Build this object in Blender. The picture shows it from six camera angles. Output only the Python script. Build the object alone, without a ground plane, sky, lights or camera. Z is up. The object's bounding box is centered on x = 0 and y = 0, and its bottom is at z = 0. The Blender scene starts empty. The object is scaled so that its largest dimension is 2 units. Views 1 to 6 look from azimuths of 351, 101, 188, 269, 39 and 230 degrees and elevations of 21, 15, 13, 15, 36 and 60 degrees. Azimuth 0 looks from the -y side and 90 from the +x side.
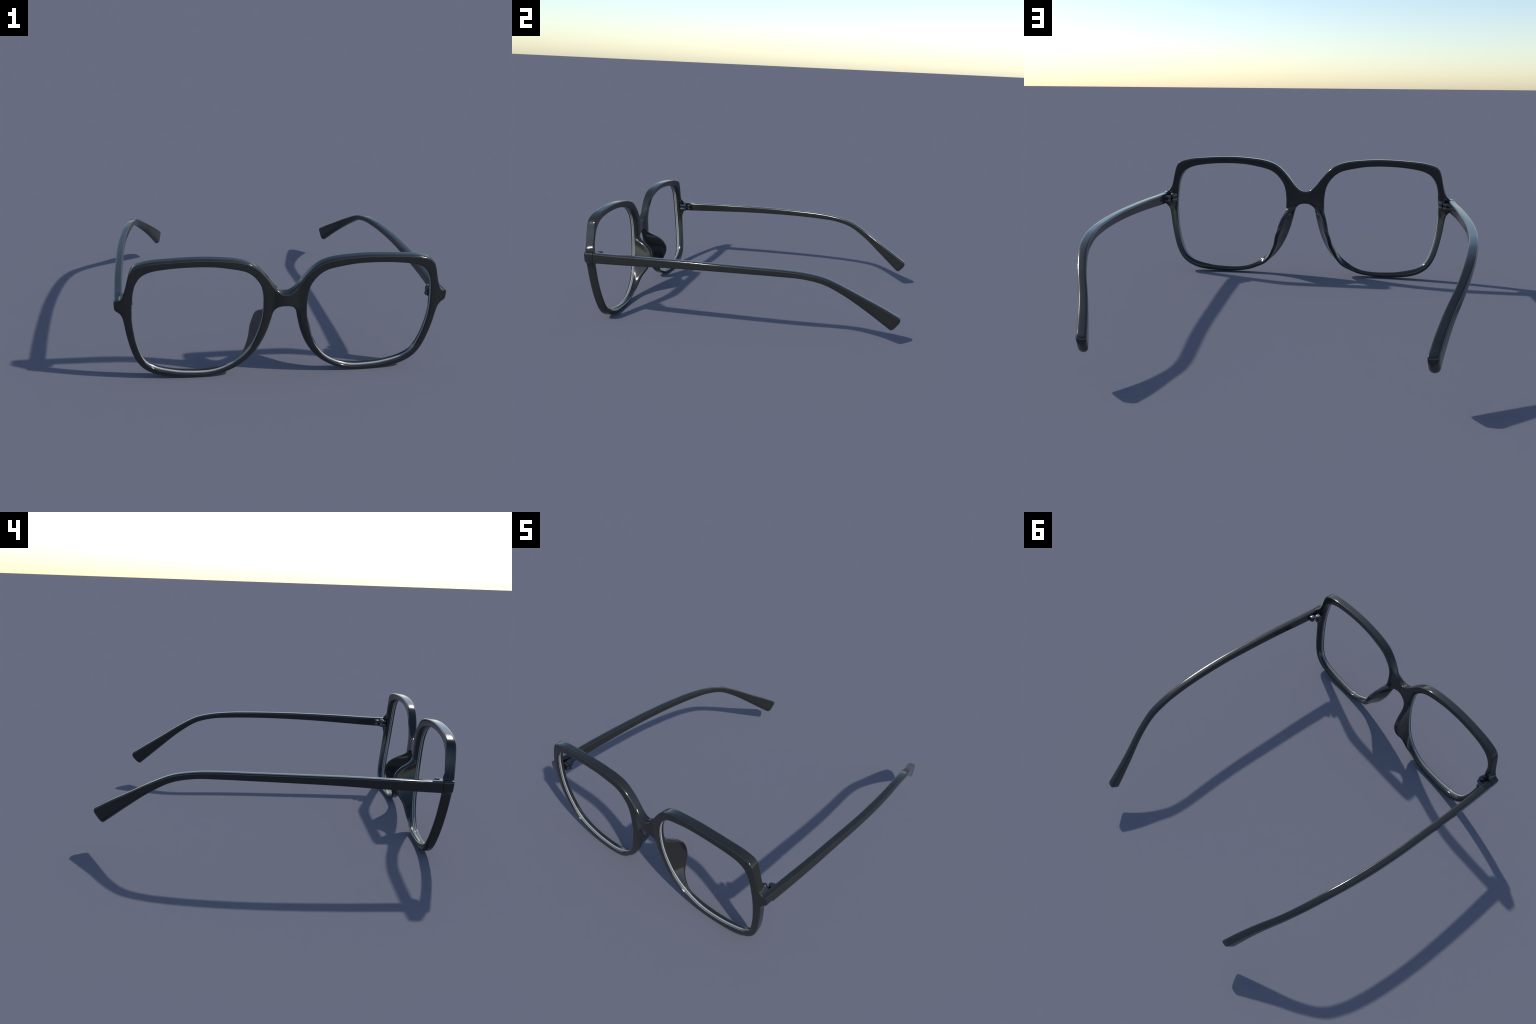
"""Square oversized eyeglass frame without lenses, glossy black plastic, open temples."""
import bpy, bmesh, math
import numpy as np

# ------------------------------------------------------------------ materials
def principled(name, color, rough, metallic=0.0, ior=1.5, bump=0.0, scale=40.0, spec=0.5):
    m = bpy.data.materials.new(name)
    m.use_nodes = True
    nt = m.node_tree
    b = nt.nodes["Principled BSDF"]
    b.inputs["Metallic"].default_value = metallic
    b.inputs["IOR"].default_value = ior
    b.inputs["Specular IOR Level"].default_value = spec
    tc = nt.nodes.new("ShaderNodeTexCoord")
    nz = nt.nodes.new("ShaderNodeTexNoise")
    nz.inputs["Scale"].default_value = scale
    nz.inputs["Detail"].default_value = 3.0
    nt.links.new(tc.outputs["Object"], nz.inputs["Vector"])
    # faint unevenness of the polish
    mr = nt.nodes.new("ShaderNodeMapRange")
    mr.inputs["To Min"].default_value = rough * 0.85
    mr.inputs["To Max"].default_value = rough * 1.15
    nt.links.new(nz.outputs["Fac"], mr.inputs["Value"])
    nt.links.new(mr.outputs["Result"], b.inputs["Roughness"])
    cr = nt.nodes.new("ShaderNodeValToRGB")
    cr.color_ramp.elements[0].position = 0.3
    cr.color_ramp.elements[1].position = 0.7
    cr.color_ramp.elements[0].color = (*[c * 0.94 for c in color], 1)
    cr.color_ramp.elements[1].color = (*[c * 1.06 for c in color], 1)
    nt.links.new(nz.outputs["Fac"], cr.inputs["Fac"])
    nt.links.new(cr.outputs["Color"], b.inputs["Base Color"])
    if bump > 0:
        bp = nt.nodes.new("ShaderNodeBump")
        bp.inputs["Strength"].default_value = 1.0
        bp.inputs["Distance"].default_value = bump
        nt.links.new(nz.outputs["Fac"], bp.inputs["Height"])
        nt.links.new(bp.outputs["Normal"], b.inputs["Normal"])
    return m

PLASTIC = principled("black_acetate", (0.017, 0.018, 0.017), 0.13, bump=0.00012, scale=22.0)
PALE = principled("pale_groove_band", (.32, .33, .34), 0.22, scale=60.0)
STEEL = principled("dark_steel", (0.10, 0.104, 0.11), 0.3, metallic=0.9, bump=0.0006, scale=120.0)

# ------------------------------------------------------------------ curves
def sstep(a, b, t):
    t = min(1., max(0., (t - a) / (b - a))); return t * t * (3 - 2 * t)
def catmull(pts, closed, step=0.002, sigma=0.007, sharp=None):
    """Dense centripetal curve through control points, then smoothed along its length.
    sharp(p) gives a factor (0..1) by which smoothing is reduced near crisp corners."""
    P = np.array(pts, float)
    n = len(P)
    out = []
    for i in range(n if closed else n - 1):
        if closed:
            a, b, c, d = P[i - 1], P[i], P[(i + 1) % n], P[(i + 2) % n]
        else:
            b, c = P[i], P[i + 1]
            a = P[i - 1] if i > 0 else b * [-1, 1]        # mirrored across x = 0
            d = P[i + 2] if i + 2 < n else c * [-1, 1]
            if i == 0: a = P[1] * [-1, 1]
            if i + 2 >= n: d = P[n - 2] * [-1, 1]
        ta = np.linalg.norm(b - a) ** .5; tb = np.linalg.norm(c - b) ** .5; td = np.linalg.norm(d - c) ** .5
        m1 = tb * ((b - a) / ta - (c - a) / (ta + tb) + (c - b) / tb)
        m2 = tb * ((c - b) / tb - (d - b) / (tb + td) + (d - c) / td)
        k = max(4, int(np.linalg.norm(c - b) / step))
        for t in np.arange(k) / k:
            out.append((2*t**3-3*t*t+1)*b + (t**3-2*t*t+t)*m1 + (-2*t**3+3*t*t)*c + (t**3-t*t)*m2)
    if not closed: out.append(P[-1])
    C = np.array(out)
    loop = np.vstack([C, C[:1]]) if closed else C
    s = np.r_[0, np.cumsum(np.linalg.norm(np.diff(loop, axis=0), axis=1))]
    N = int(s[-1] / step)
    q = np.linspace(0, s[-1], N + 1)
    C = np.stack([np.interp(q, s, loop[:, k]) for k in range(2)], -1)
    h = s[-1] / N
    pad = 40
    if closed: C = C[:-1]
    r = np.arange(-pad, pad + 1) * h
    def extend(A):
        if closed: return np.vstack([A[-pad:], A, A[:pad]])
        return np.vstack([A[1:pad+1][::-1] * [-1, 1], A, A[-pad-1:-1][::-1] * [-1, 1]])
    def blur(A):
        X = extend(A); R = np.empty_like(A)
        for i in range(len(A)):
            sg = sigma * (sharp(C[i]) if sharp else 1.0)
            w = np.exp(-.5 * (r / sg) ** 2); w /= w.sum()
            R[i] = w @ X[i:i + 2 * pad + 1]
        return R
    R = blur(C)
    R = blur(2 * C - R)                       # second pass undoes the shrinkage of the first
    if not closed: R[0, 0] = R[-1, 0] = 0.0
    return R

OUTER = [(0,.505),(.025,.5090),(.047,.5250),(.069,.556),(.092,.590),(.117,.622),(.143,.650),(.168,.671),
 (.195,.687),(.230,.699),(.270,.7075),(.32,.714),(.375,.719),(.44,.7225),(.51,.7225),(.577,.720),(.645,.7155),
 (.70,.711),(.747,.7045),(.779,.6975),(.802,.6885),(.818,.675),(.829,.655),(.838,.629),(.847,.596),(.857,.559),
 (.869,.525),(.879,.506),(.890,.497),(.902,.4955),(.9125,.4955),(.915,.491),(.9155,.466),(.9135,.443),(.907,.4355),
 (.891,.425),(.880,.410),(.873,.385),(.867,.35),(.861,.305),(.852,.255),(.840,.201),(.8245,.148),(.803,.1015),
 (.775,.065),(.739,.039),(.70,.0215),(.66,.011),(.61,.004),(.55,.001),(.49,0),(.43,.0025),(.38,.009),(.333,.0215),
 (.284,.043),(.234,.075),(.19,.117),(.148,.172),(.118,.228),(.094,.29),(.079,.347),(.066,.393),(.0555,.416),
 (.042,.431),(.022,.4395),(0,.4410)]
INNER = [(.116,.462),(.119,.505),(.126,.543),(.139,.575),(.160,.606),(.187,.633),(.222,.654),(.262,.666),(.305,.675),
 (.37,.686),(.45,.691),(.53,.6905),(.60,.6865),(.664,.679),(.715,.669),(.752,.6545),(.777,.6355),(.795,.608),
 (.809,.573),(.818,.527),(.824,.48),(.827,.435),(.827,.39),(.824,.34),(.818,.285),(.806,.223),(.792,.172),
 (.775,.127),(.753,.093),(.723,.0695),(.68,.0495),(.63,.0365),(.575,.026),(.52,.022),(.47,.02),(.41,.0225),
 (.36,.0335),(.31,.055),(.258,.0885),(.215,.131),(.178,.186),(.153,.246),(.133,.31),(.121,.37),(.117,.415)]
def crisp(p):
    d = math.hypot(p[0] - .912, p[1] - .465)
    return float(np.clip(.22 + (d - .045) / .06, .22, 1))
OC = catmull(OUTER, False, sharp=crisp)
IC = catmull(INNER, True, sigma=.010)

# matching places on the outer and the inner outline (outer x,z, inner x,z, faces between)
KEYS = [((0,.504),(.1185,.500),10), ((.047,.5275),(.122,.526),10), ((.092,.590),(.136,.568),12),
 ((.168,.671),(.187,.633),10), ((.27,.7075),(.275,.669),22), ((.70,.711),(.69,.674),14), ((.806,.687),(.768,.643),14),
 ((.857,.559),(.812,.560),10), ((.885,.500),(.8205,.512),6), ((.9145,.494),(.8235,.486),8), ((.9125,.440),(.8265,.447),7),
 ((.880,.410),(.827,.405),14), ((.852,.255),(.812,.250),14), ((.803,.1015),(.757,.098),12), ((.70,.0215),(.68,.0495),20),
 ((.38,.009),(.385,.0275),16), ((.234,.075),(.25,.095),16), ((.148,.172),(.178,.186),16), ((.094,.29),(.139,.290),14),
 ((.072,.372),(.1215,.366),8), ((.0555,.416),(.1172,.412),8), ((.022,.4365),(.1165,.430),5), ((0,.4375),(.1162,.444),0)]
def nearest(C, p, lo=0):
    d = np.hypot(C[:, 0] - p[0], C[:, 1] - p[1])
    return int(d.argmin())
no, ni = len(OC), len(IC)
io = [nearest(OC, k[0]) for k in KEYS]
io[0], io[-1] = 0, no - 1
ii = [nearest(IC, k[1]) for k in KEYS]
for k in range(1, len(ii)):
    while ii[k] < ii[k - 1]: ii[k] += ni
SO, SI = [], []
for k in range(len(KEYS) - 1):
    t = np.arange(KEYS[k][2]) / KEYS[k][2]
    SO.append(io[k] + t * (io[k + 1] - io[k])); SI.append(ii[k] + t * (ii[k + 1] - ii[k]))
SO = np.r_[np.concatenate(SO), io[-1]]; SI = np.r_[np.concatenate(SI), ii[-1]]
from_close = 6
close_i = np.linspace(ii[-1], ii[0] + ni, from_close + 1)[1:-1]
def smooth_seq(a, n=3):                    # even out jumps in spacing
    a = a.copy()
    for _ in range(n): a[1:-1] = .25 * a[:-2] + .5 * a[1:-1] + .25 * a[2:]
    return a
SO, SI = smooth_seq(SO), smooth_seq(SI)
def at(C, s, closed):
    n = len(C)
    i = np.floor(s).astype(int); t = (s - i)[:, None]
    if closed: return C[i % n] * (1 - t) + C[(i + 1) % n] * t
    i = np.clip(i, 0, n - 2); t = (s - i)[:, None]
    return C[i] * (1 - t) + C[i + 1] * t
def normals(C, closed):
    if closed: T = np.roll(C, -2, 0) - np.roll(C, 2, 0)
    else:
        E = np.vstack([C[1:3][::-1] * [-1, 1], C, C[-3:-1][::-1] * [-1, 1]])
        T = E[4:] - E[:-4]
    T /= np.linalg.norm(T, axis=1)[:, None]
    return np.stack([-T[:, 1], T[:, 0]], -1)      # outward for a clockwise run
NO, NI = normals(OC, False), normals(IC, True)
# the control points follow the visible edges of the front face; the body reaches past the rounded edge
def reach(p):
    top = sstep(.52, .60, p[1]) * (1 - sstep(.79, .85, p[0]))
    bridge = (1 - sstep(.030, .085, p[0])) * sstep(.47, .50, p[1])
    mid = sstep(.15, .30, p[0]) * (1 - sstep(.70, .80, p[0]))
    return .0020 + .0005 * top + .0030 * top * mid + (.0100 - .0030 * top) * bridge \
        + .0050 * (1 - sstep(.16, .32, p[0])) * sstep(.02, .08, p[1]) * (1 - sstep(.36, .42, p[1]))
OC = OC + NO * np.array([reach(p) for p in OC])[:, None]
OC[0, 0] = OC[-1, 0] = 0.0
OC[:, 1] -= OC[:, 1].min()
IC = IC - NI * np.array([.0040 - .0020 * sstep(.6, .8, p[0]) * (1 - sstep(.58, .66, p[1])) for p in IC])[:, None]
O = at(OC, SO, False); On = at(NO, SO, False)
I = at(IC, np.r_[SI, close_i], True); In = at(NI, np.r_[SI, close_i], True)
ns = len(SO); nc = len(close_i)
On /= np.linalg.norm(On, axis=1)[:, None]; In /= np.linalg.norm(In, axis=1)[:, None]

# ------------------------------------------------------------------ front surface and depth
def front_y(x, z, soft=0.0):
    """Front surface; soft = 1 gives the same form without the creases beside the bridge (for the back)."""
    b = .068
    ax = max(abs(x), b) * (1 - soft) + math.hypot(x, b) * soft
    y = -.9035 - .2445*z - .1149*ax + .1414*ax*ax + .2145*z*z - .0232*ax*z
    bulge = max(0., 1 - (x / b) ** 2) * (1 - soft) + math.exp(-.5 * (x / .045) ** 2) * soft
    y -= .0135 * bulge                               # the bridge bulges forward between the two domed rims
    y += .004 * sstep(.86, .90, abs(x))
    low = max(0., 1 - z / .22) ** 2 * max(0., 1 - ((abs(x) - .47) / .42) ** 2)
    return y - .006 * low
def depth(x, z):
    t = .0525 + .0035 * sstep(.5, .62, z) + .003 * (1 - sstep(.03, .16, abs(x))) * sstep(.35, .45, z)
    e = sstep(.862, .882, x) * sstep(.38, .42, z) * (1 - sstep(.515, .55, z))
    return t * (1 - e) + (-.9093 - front_y(x, z)) * e           # end piece ends flat against the temple
def draft(p, v):
    """Sideways drift of a point at depth v: the body is drawn back square to the domed front."""
    x, z = p
    br = (1 - sstep(.04, .13, x)) * sstep(.36, .43, z)
    dz = .13 * max(0., 1 - z / .45) * (1 - br) + .03 * sstep(.5, .7, z) + .10 * br
    dx = -.12 * sstep(.5, .85, x) * (1 - sstep(.55, .70, z))
    return dx * v, dz * v

# nose pad crest: height z -> x, y, thickness
PZ = [.03, .06, .10, .15, .20, .25, .30, .34, .37, .395, .42, .44]
PX = [.30, .262, .226, .196, .174, .163, .147, .137, .125, .112, .095, .08]
PY = [-.892, -.889, -.881, -.866, -.834, -.811, -.806, -.823, -.857, -.901, -.936, -.95]
PW = [.02, .02, .021, .022, .024, .026, .029, .031, .034, .037, .04, .04]
def pchip(K, V, q):
    K = np.array(K); V = np.array(V); m = np.gradient(V, K)
    i = int(np.clip(np.searchsorted(K, q) - 1, 0, len(K) - 2)); h = K[i+1] - K[i]; t = (q - K[i]) / h
    return (2*t**3-3*t*t+1)*V[i] + (t**3-2*t*t+t)*h*m[i] + (-2*t**3+3*t*t)*V[i+1] + (t**3-t*t)*h*m[i+1]

CREST = np.array([(pchip(PZ, PX, z), z) for z in np.linspace(.03, .44, 120)])

def profile(k):
    """Cross-section of the front at station k: list of (x, y, z), and the names of the rows."""
    i, nin = I[k], In[k]
    closing = k >= ns
    if closing:
        j = k - ns + 1
        o = np.array([0, O[-1, 1] + .005 + (O[0, 1] - O[-1, 1] - .010) * j / (nc + 1)]); non = None
    else:
        o, non = O[k], On[k]
    W = float(np.linalg.norm(o - i)); e = (o - i) / W
    endp = sstep(.868, .885, o[0]) * sstep(.39, .42, o[1])
    low = (1 - sstep(.05, .2, o[1]))
    br = (1 - sstep(.04, .13, o[0])) * sstep(.46, .50, o[1])
    nose = (1 - sstep(.17, .28, o[0])) * (1 - sstep(.38, .44, o[1]))
    r = min(.0085 + .004 * br - .0045 * endp + .012 * nose, .40 * W)          # front edge rounding
    rf = min(.006, .25 * W)                                   # front edge towards the lens
    rb = min((.0065 + .0055 * low) * (1 - endp) + .0014 * endp, .38 * W)   # back outer rounding
    ri = min(.016 - .007 * sstep(.55, .66, i[1]), .45 * W)                                   # back inner rounding
    Ti, To = depth(*i), depth(*o)
    inn = lambda d: i + nin * d
    out = lambda d: (o - non * d) if not closing else o
    g = min(.0055, .3 * W)                                    # lens groove
    rows = [('in', inn(g * 1.3), .0185), ('in', inn(g), .0172), ('in', inn(g * .5), .0140), ('in', inn(.0004), .0102), ('in', inn(0), .0090),
            ('fr', inn(rf * .28), rf * .30), ('fr', inn(rf), .0002)]
    a, b = inn(rf), out(r)
    for t in (.2, .4, .6, .8): rows.append(('fr', a * (1 - t) + b * t, 0.))
    rows.append(('fr', b, .0002))
    T = To
    rows += [('ou', out(r * .28), r * .30), ('ou', out(0), r * 1.1), ('ou', out(0), T * .4), ('ou', out(0), T * .68),
             ('ou', out(0), T - rb * 1.1), ('ou', out(rb * .28), T - rb * .30)]
    a, b = inn(ri), out(rb)
    rows.append(('ba', b, T - .0002))
    for t in (.8, .6, .4, .2):
        q = a * (1 - t) + b * t; rows.append(('ba', q, depth(*q)))
    T = Ti
    rows += [('ba', a, T - .0006), ('in', inn(ri * .42), T - ri * .22), ('in', inn(ri * .08), T - ri * .62), ('in', inn(0), T - ri * 1.0),
             ('in', inn(0), .0285), ('in', inn(.0004), .0272), ('in', inn(g * .5), .0232), ('in', inn(g), .0198)]
    pts = []
    for _, p, v in rows:
        dx, dz = draft(p, v)
        t = min(1., float(np.linalg.norm(p - i)) / W)               # drift is stronger on the outer wall
        pts.append((p[0] + (dx * t + .10 * v * (1 - t) * sstep(.62, .8, p[0]) * (1 - sstep(.60, .67, p[1]))) * (1 - endp), front_y(*p, soft=sstep(.015, .04, v)) + v, p[1] + dz * (1.5 - .5 * t + .5 * (1 - t) * (1 - sstep(.06, .2, p[1]))) * (1 - endp)))
    amount = 0.
    if not closing and o[0] < .36 and o[1] < .45:
        # where the crest line crosses this section
        n_ = np.array([-e[1], e[0]])
        offs = (CREST - i) @ n_
        c = np.where(np.sign(offs[:-1]) != np.sign(offs[1:]))[0]
        if len(c):
            c = c[np.argmin(np.abs((CREST[c] - i) @ e))]
            t = offs[c] / (offs[c] - offs[c + 1])
            x, z = CREST[c] * (1 - t) + CREST[c + 1] * t
        else:
            x, z = CREST[np.argmin(np.abs(offs))]
        u = float((np.array([x, z]) - i) @ e)
        y, w = pchip(PZ, PY, z), pchip(PZ, PW, z)
        V = y - front_y(x, z)
        amount = sstep(T - .012, T + .006, V) * (1 - sstep(.385, .44, z))
        if amount > 0:
            h = lambda uu: i + e * uu
            rn, rl = u + w * .5, u - w * .5
            L = len(rows)
            pad = {}
            s0 = np.array([W, r * 1.15]); s1 = np.array([rn, V - w * .42])
            pad[13] = (W, r * 1.15)
            for idx, t in ((14, .3), (15, .58), (16, .82)):
                q = s0 * (1 - t) + s1 * t; q[0] -= .004 * math.sin(math.pi * t); pad[idx] = tuple(q)
            pad[17] = (rn, V - w * .42)
            pad[18] = (u + w * .38, V - w * .13)
            for idx, t in ((19, .2), (20, .07), (21, -.07), (22, -.2)): pad[idx] = (u + w * t, V - w * (.02 if abs(t) > .1 else 0))
            pad[23] = (u - w * .38, V - w * .13)
            pad[24] = (rl, V - w * .42)
            q0 = np.array([rl, V - w * .42]); q1 = np.array([.0, .0285])
            pad[25] = tuple(q0 * .62 + q1 * .38); pad[26] = tuple(q0 * .25 + q1 * .75)
            for idx, (uu, v) in pad.items():
                p = h(uu); yy = front_y(*(h(min(max(uu, 0), W)))) + v
                d = pts[idx]
                pts[idx] = tuple(np.array(d) * (1 - amount) + np.array((p[0], yy, p[1])) * amount)
    return pts, amount

SEC = [profile(k) for k in range(ns + nc)]
# let the nose pads flow into rim and bridge: even out the back rows along the nose side
A = np.array([pts for pts, _ in SEC])
near = np.array([(1 - sstep(.40, .50, O[k, 0])) * (1 - sstep(.44, .50, O[k, 1])) if k < ns else 0. for k in range(ns + nc)])
near[ns - 4:ns] *= np.array([.75, .5, .25, 0.])
def even(X, passes):
    X = X.copy()
    for _ in range(passes): X[1:ns - 1] = .25 * X[:ns - 2] + .5 * X[1:ns - 1] + .25 * X[2:ns]
    return X
B = even(2 * A - even(A, 9), 9)                  # smooths without shrinking the crest
for j in range(13, 28):
    A[:, j] += (B[:, j] - A[:, j]) * near[:, None]
SEC = [([tuple(p) for p in pts], a) for pts, (_, a) in zip(A, SEC)]
lowest = min(p[2] for pts, _ in SEC for p in pts)
SEC = [([(x, y, z - lowest * (1 - sstep(0, .35, z))) for x, y, z in pts], a) for pts, a in SEC]     # stand on the ground
NP = len(SEC[0][0])
J_FRONT_END, J_BACK_START = 11, 18          # rows where the outer wall begins and ends

def build_front():
    bm = bmesh.new()
    lay = bm.faces.layers.int.new("region")          # 0 rim, 1 bridge, 2 nose pad, 3 end piece, 4 lens groove
    faces = []
    for sx in (1, -1):
        V = []
        for k, (pts, _) in enumerate(SEC):
            V.append([bm.verts.new((sx * p[0], p[1], p[2])) if not (k >= ns and J_FRONT_END < j < J_BACK_START) else None
                      for j, p in enumerate(pts)])
        tot = ns + nc
        for k in range(tot):
            k2 = (k + 1) % tot
            for j in range(NP):
                j2 = (j + 1) % NP
                q = [V[k][j], V[k2][j], V[k2][j2], V[k][j2]]
                if None in q: continue
                if k == ns - 1 and J_FRONT_END <= j < J_BACK_START: continue
                if k == tot - 1 and J_FRONT_END <= j < J_BACK_START: continue
                f = bm.faces.new(q if sx < 0 else q[::-1])
                c = f.calc_center_median()
                am = max(SEC[k][1], SEC[k2][1])
                reg = 0
                if k >= ns - 1 or abs(c.x) < .075 and c.z > .415: reg = 1
                if am > .35 and 13 <= j <= 25: reg = 2
                if abs(c.x) > .872 and c.z > .40: reg = 3
                if j in (1, 2) or j in (NP - 3, NP - 2): reg = 4
                f[lay] = reg
    bmesh.ops.remove_doubles(bm, verts=[v for v in bm.verts if abs(v.co.x) < 1e-5], dist=1e-5)
    bmesh.ops.recalc_face_normals(bm, faces=bm.faces)
    me = bpy.data.meshes.new("front_whole")
    bm.to_mesh(me); bm.free()
    return me

def evaluated(me, levels):
    ob = bpy.data.objects.new("tmp", me)
    bpy.context.scene.collection.objects.link(ob)
    if levels:
        md = ob.modifiers.new("s", 'SUBSURF'); md.levels = md.render_levels = levels
    dg = bpy.context.evaluated_depsgraph_get()
    out = bpy.data.meshes.new_from_object(ob.evaluated_get(dg))
    bpy.data.objects.remove(ob)
    return out

def link(name, me, parent, mat):
    ob = bpy.data.objects.new(name, me)
    bpy.context.scene.collection.objects.link(ob)
    ob.parent = parent
    if me is not None:
        me.name = name
        me.materials.clear(); me.materials.append(mat)
    return ob

def split_by_region(me, groups, parent):
    """groups: list of (object name, test(region, centre)); border vertices coincide, normals of the whole."""
    nv = len(me.vertices)
    vn = np.empty(nv * 3); me.vertices.foreach_get("normal", vn); vn = vn.reshape(-1, 3)
    co = np.empty(nv * 3); me.vertices.foreach_get("co", co); co = co.reshape(-1, 3)
    reg = np.empty(len(me.polygons), int); me.attributes["region"].data.foreach_get("value", reg)
    fv = [tuple(p.vertices) for p in me.polygons]
    cx = np.array([co[list(f)].mean(0) for f in fv])
    obs = []
    for name, mat, test in groups:
        sel = [f for f, r, c in zip(fv, reg, cx) if test(r, c)]
        used = sorted({v for f in sel for v in f}); mp = {v: n for n, v in enumerate(used)}
        m = bpy.data.meshes.new(name)
        m.from_pydata(co[used].tolist(), [], [[mp[v] for v in f] for f in sel])
        m.polygons.foreach_set("use_smooth", np.ones(len(m.polygons), bool))
        m.update()
        m.normals_split_custom_set_from_vertices(vn[used].tolist())
        obs.append(link(name, m, parent, mat))
    return obs

# ------------------------------------------------------------------ the thing
root = bpy.data.objects.new("eyeglass_frame", None)
bpy.context.scene.collection.objects.link(root)
root["label"] = "large square glossy black plastic eyeglass frame without lenses"
root["category"] = "eyeglasses"

front = evaluated(build_front(), 2)
P = PLASTIC
split_by_region(front, [
    ("rim", P, lambda r, c: r == 0 and c[0] > 0), ("rim", P, lambda r, c: r == 0 and c[0] < 0),
    ("bridge", P, lambda r, c: r == 1),
    ("nose_pad", P, lambda r, c: r == 2 and c[0] > 0), ("nose_pad", P, lambda r, c: r == 2 and c[0] < 0),
    ("end_piece", P, lambda r, c: r == 3 and c[0] > 0), ("end_piece", P, lambda r, c: r == 3 and c[0] < 0),
    ("lens_groove", PALE, lambda r, c: r == 4 and c[0] > 0), ("lens_groove", PALE, lambda r, c: r == 4 and c[0] < 0)], root)

# ------------------------------------------------------------------ temples
TY = [-.97,-.8,-.6,-.35,-.1,.12,.28,.42,.54,.66,.8,.92,1.0]
TXO = [.9115,.919,.926,.929,.928,.917,.900,.879,.854,.814,.754,.711,.687]
TXI = [.8800,.8815,.8885,.890,.889,.877,.861,.839,.816,.778,.717,.672,.646]
TZT = [.496,.4965,.502,.507,.5085,.507,.5035,.492,.466,.408,.326,.257,.207]
TZB = [.433,.4395,.449,.461,.4675,.469,.467,.459,.429,.358,.250,.153,.088]
def section(yt, zt, yb, zb, wide=1.0, sx=1, round_low=0.0):
    """Rounded oblong ring between an upper and a lower point of the side outline."""
    xo_t, xi_t = pchip(TY, TXO, yt), pchip(TY, TXI, yt)
    xo_b, xi_b = pchip(TY, TXO, yb), pchip(TY, TXI, yb)
    # grow a little: the traced edges are the rounded ones
    L = math.hypot(yt - yb, zt - zb); dy, dz = (yt - yb) / L * .0028, (zt - zb) / L * .0028
    yt, zt, yb, zb = yt + dy, zt + dz, yb - dy, zb - dz
    H = L + .0056
    r = .0075
    ring = []
    def pt(a, h):                     # a: -1 inner .. 1 outer, h: distance down from the top
        t = h / H
        xo = xo_t * (1 - t) + xo_b * t; xi = xi_t * (1 - t) + xi_b * t
        c = (xo + xi) / 2; w = ((xo - xi) / 2 + .0028) * wide
        return (sx * (c + a * w), yt * (1 - t) + yb * t, zt * (1 - t) + zb * t)
    half = .019
    rl = r + (.018 - r) * round_low
    k, kl = r / half, rl / half
    r = min(r, .3 * H); rl = min(rl, .4 * H)
    up = [(-1 + k, .0003), (-.3, 0), (.3, 0), (1 - k, .0003), (1 - .28 * k, .28 * r), (1, r * 1.05)]
    mid = [(1, H * .4), (1, H * .6)]
    low = [(1, H - rl * 1.05), (1 - .28 * kl, H - .28 * rl), (1 - kl, H - .0003), (.3 * (1 - .6 * round_low), H), (-.3 * (1 - .6 * round_low), H),
           (-1 + kl, H - .0003), (-1 + .28 * kl, H - .28 * rl), (-1, H - rl * 1.05)]
    return [pt(a, h) for a, h in up + mid + low + [(-1, H * .6), (-1, H * .4), (-1, r * 1.05), (-1 + .28 * k, .28 * r)]]

def build_temple(sx):
    secs = []
    y0 = -.9080
    for y, wd in ((y0, .93), (y0 + .0012, .985), (y0 + .004, 1.0)):
        d = .0012 * (1 - wd) / .07
        secs.append(section(y, pchip(TY, TZT, y) - d, y, pchip(TY, TZB, y) + d, wd, sx))
    for yt in np.concatenate([np.linspace(-.88, .25, 34), np.linspace(.28, .94, 34)]):
        k = .045 * sstep(.30, .85, yt)
        yb = yt - k
        secs.append(section(yt, pchip(TY, TZT, yt), yb, pchip(TY, TZB, yb), 1.0, sx, sstep(.5, .9, yt)))
    # rounded end: both corners and the width close along quarter ellipses
    L, rw = .0660, .024
    def inset(d, length, height):
        q = max(0., d - (L - length)) / length
        return height * (1 - max(0., 1 - q ** 2) ** .5)
    for d in list(np.linspace(.006, L - .034, 4)) + [L - .034 * (1 - math.sin(a)) for a in np.radians([14, 27, 39, 50, 60, 69, 77, 84])]:
        it, ib = inset(d, .030, .046), inset(d, .020, .034)
        yt, zt = .940 + .016 + .867 * d, pchip(TY, TZT, .956) - .498 * d
        yb, zb = .914 + .777 * d * .78, .1585 - .63 * d * .78
        uy, uz = (yb - yt) / math.hypot(yb - yt, zb - zt), (zb - zt) / math.hypot(yb - yt, zb - zt)
        q = max(0., d - (L - rw)) / rw
        secs.append(section(yt + uy * it, zt + uz * it, yb - uy * ib, zb - uz * ib, max(.2, math.sqrt(max(0., 1 - q * q))), sx, 1.0))
    bm = bmesh.new()
    V = [[bm.verts.new(p) for p in s] for s in secs]
    n = len(V[0])
    for a, b in zip(V[:-1], V[1:]):
        for j in range(n): bm.faces.new((a[j], a[(j+1) % n], b[(j+1) % n], b[j]))
    for ring in (V[0], V[-1]):
        # fill the cap with an inset so that it stays flat
        c = sum((v.co for v in ring), ring[0].co * 0) / n
        ins = [bm.verts.new(v.co.lerp(c, .25)) for v in ring]
        for j in range(n): bm.faces.new((ring[j], ring[(j+1) % n], ins[(j+1) % n], ins[j]))
        bm.faces.new(ins)
    bmesh.ops.recalc_face_normals(bm, faces=bm.faces)
    for f in bm.faces: f.smooth = True
    me = bpy.data.meshes.new("temple"); bm.to_mesh(me); bm.free()
    return me

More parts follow.
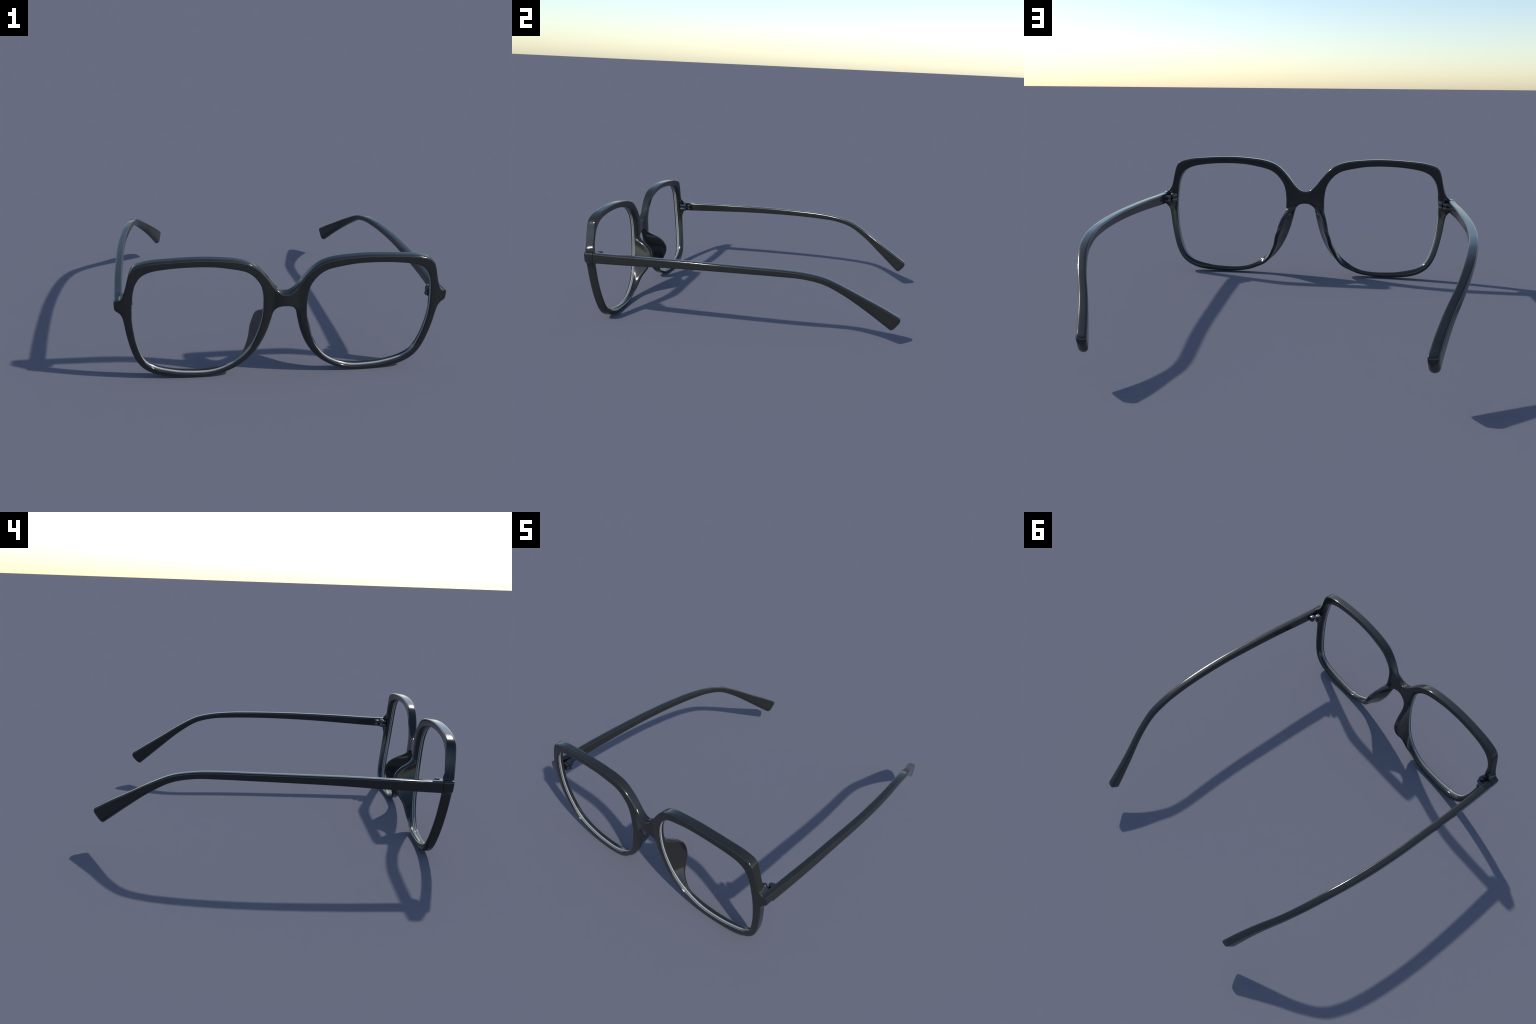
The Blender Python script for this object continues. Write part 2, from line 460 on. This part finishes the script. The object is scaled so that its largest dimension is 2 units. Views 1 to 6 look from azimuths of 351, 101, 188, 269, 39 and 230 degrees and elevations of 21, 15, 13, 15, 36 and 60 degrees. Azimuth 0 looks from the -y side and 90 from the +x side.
# ------------------------------------------------------------------ hinges
def turned(bm, cx, cy, prof, n=32):
    """Solid of revolution about a vertical axis; prof is a list of (radius, z)."""
    rings = [[bm.verts.new((cx + r * math.cos(2*math.pi*j/n), cy + r * math.sin(2*math.pi*j/n), z)) for j in range(n)] for r, z in prof]
    for a, b in zip(rings[:-1], rings[1:]):
        for j in range(n): bm.faces.new((a[j], a[(j+1) % n], b[(j+1) % n], b[j]))
    bm.faces.new(rings[0][::-1]); bm.faces.new(rings[-1])
def block(bm, corners, z0, z1, ch=.0015):
    """Upright prism over a plan outline with chamfered top and bottom."""
    c = np.mean(corners, 0)
    lv = []
    for z, s in ((z0, 1), (z0 + ch, 0), (z1 - ch, 0), (z1, 1)):
        lv.append([bm.verts.new((*(np.array(p) + (c - p) / np.linalg.norm(c - p) * ch * s), z)) for p in corners])
    n = len(corners)
    for a, b in zip(lv[:-1], lv[1:]):
        for j in range(n): bm.faces.new((a[j], a[(j+1) % n], b[(j+1) % n], b[j]))
    bm.faces.new(lv[0][::-1]); bm.faces.new(lv[-1])
def drum(r, z0, z1, ch=.003):
    return [(r - ch, z0), (r - ch * .3, z0 + ch * .3), (r, z0 + ch), (r, z1 - ch), (r - ch * .3, z1 - ch * .3), (r - ch, z1)]
def finish(bm, name, sx, parent):
    if sx < 0: bmesh.ops.scale(bm, vec=(-1, 1, 1), verts=bm.verts)
    bmesh.ops.recalc_face_normals(bm, faces=bm.faces)
    me = bpy.data.meshes.new(name); bm.to_mesh(me); bm.free()
    me.polygons.foreach_set("use_smooth", np.ones(len(me.polygons), bool))
    me.set_sharp_from_angle(angle=math.radians(38))
    return link(name, me, parent, STEEL)

for sx in (1, -1):
    t = evaluated(build_temple(sx), 2)
    t.polygons.foreach_set("use_smooth", np.ones(len(t.polygons), bool))
    link("temple", t, root, PLASTIC)
    # front knuckle: two stacked barrels with a slot between, a lug into the rim
    bm = bmesh.new()
    ax, ay = .839, -.890
    turned(bm, ax, ay, drum(.0175, .4415, .4650)); turned(bm, ax, ay, drum(.0175, .4710, .4925))
    turned(bm, ax, ay, drum(.012, .460, .476, .001))
    block(bm, [(.825, -.919), (.855, -.919), (.855, -.890), (.825, -.890)], .4440, .4630)
    block(bm, [(.825, -.919), (.855, -.919), (.855, -.890), (.825, -.890)], .4735, .4905)
    hinge = finish(bm, "hinge", sx, root)
    # temple knuckle with its leaf set into the temple
    bm = bmesh.new()
    bx, by = .862, -.857
    turned(bm, bx, by, drum(.0170, .4475, .4645)); turned(bm, bx, by, drum(.0170, .4705, .4870))
    turned(bm, bx, by, drum(.012, .460, .476, .001))
    for z0, z1 in ((.4495, .4630), (.4720, .4855)):
        block(bm, [(.860, -.872), (.888, -.876), (.888, -.836), (.862, -.838)], z0, z1)
    block(bm, [(.845, -.892), (.872, -.892), (.876, -.850), (.855, -.850)], .463, .472, .0008)
    finish(bm, "hinge_leaf", sx, hinge)
    # screw with a slotted head on top of the pivot
    bm = bmesh.new()
    turned(bm, ax, ay, [(.010, .4910), (.013, .4920), (.013, .4955), (.0115, .4970)])
    turned(bm, ax, ay, [(.0105, .4380), (.0120, .4395), (.0120, .4415), (.010, .4425)])
    finish(bm, "hinge_screw", sx, hinge)

for m in list(bpy.data.meshes):
    if m.users == 0: bpy.data.meshes.remove(m)
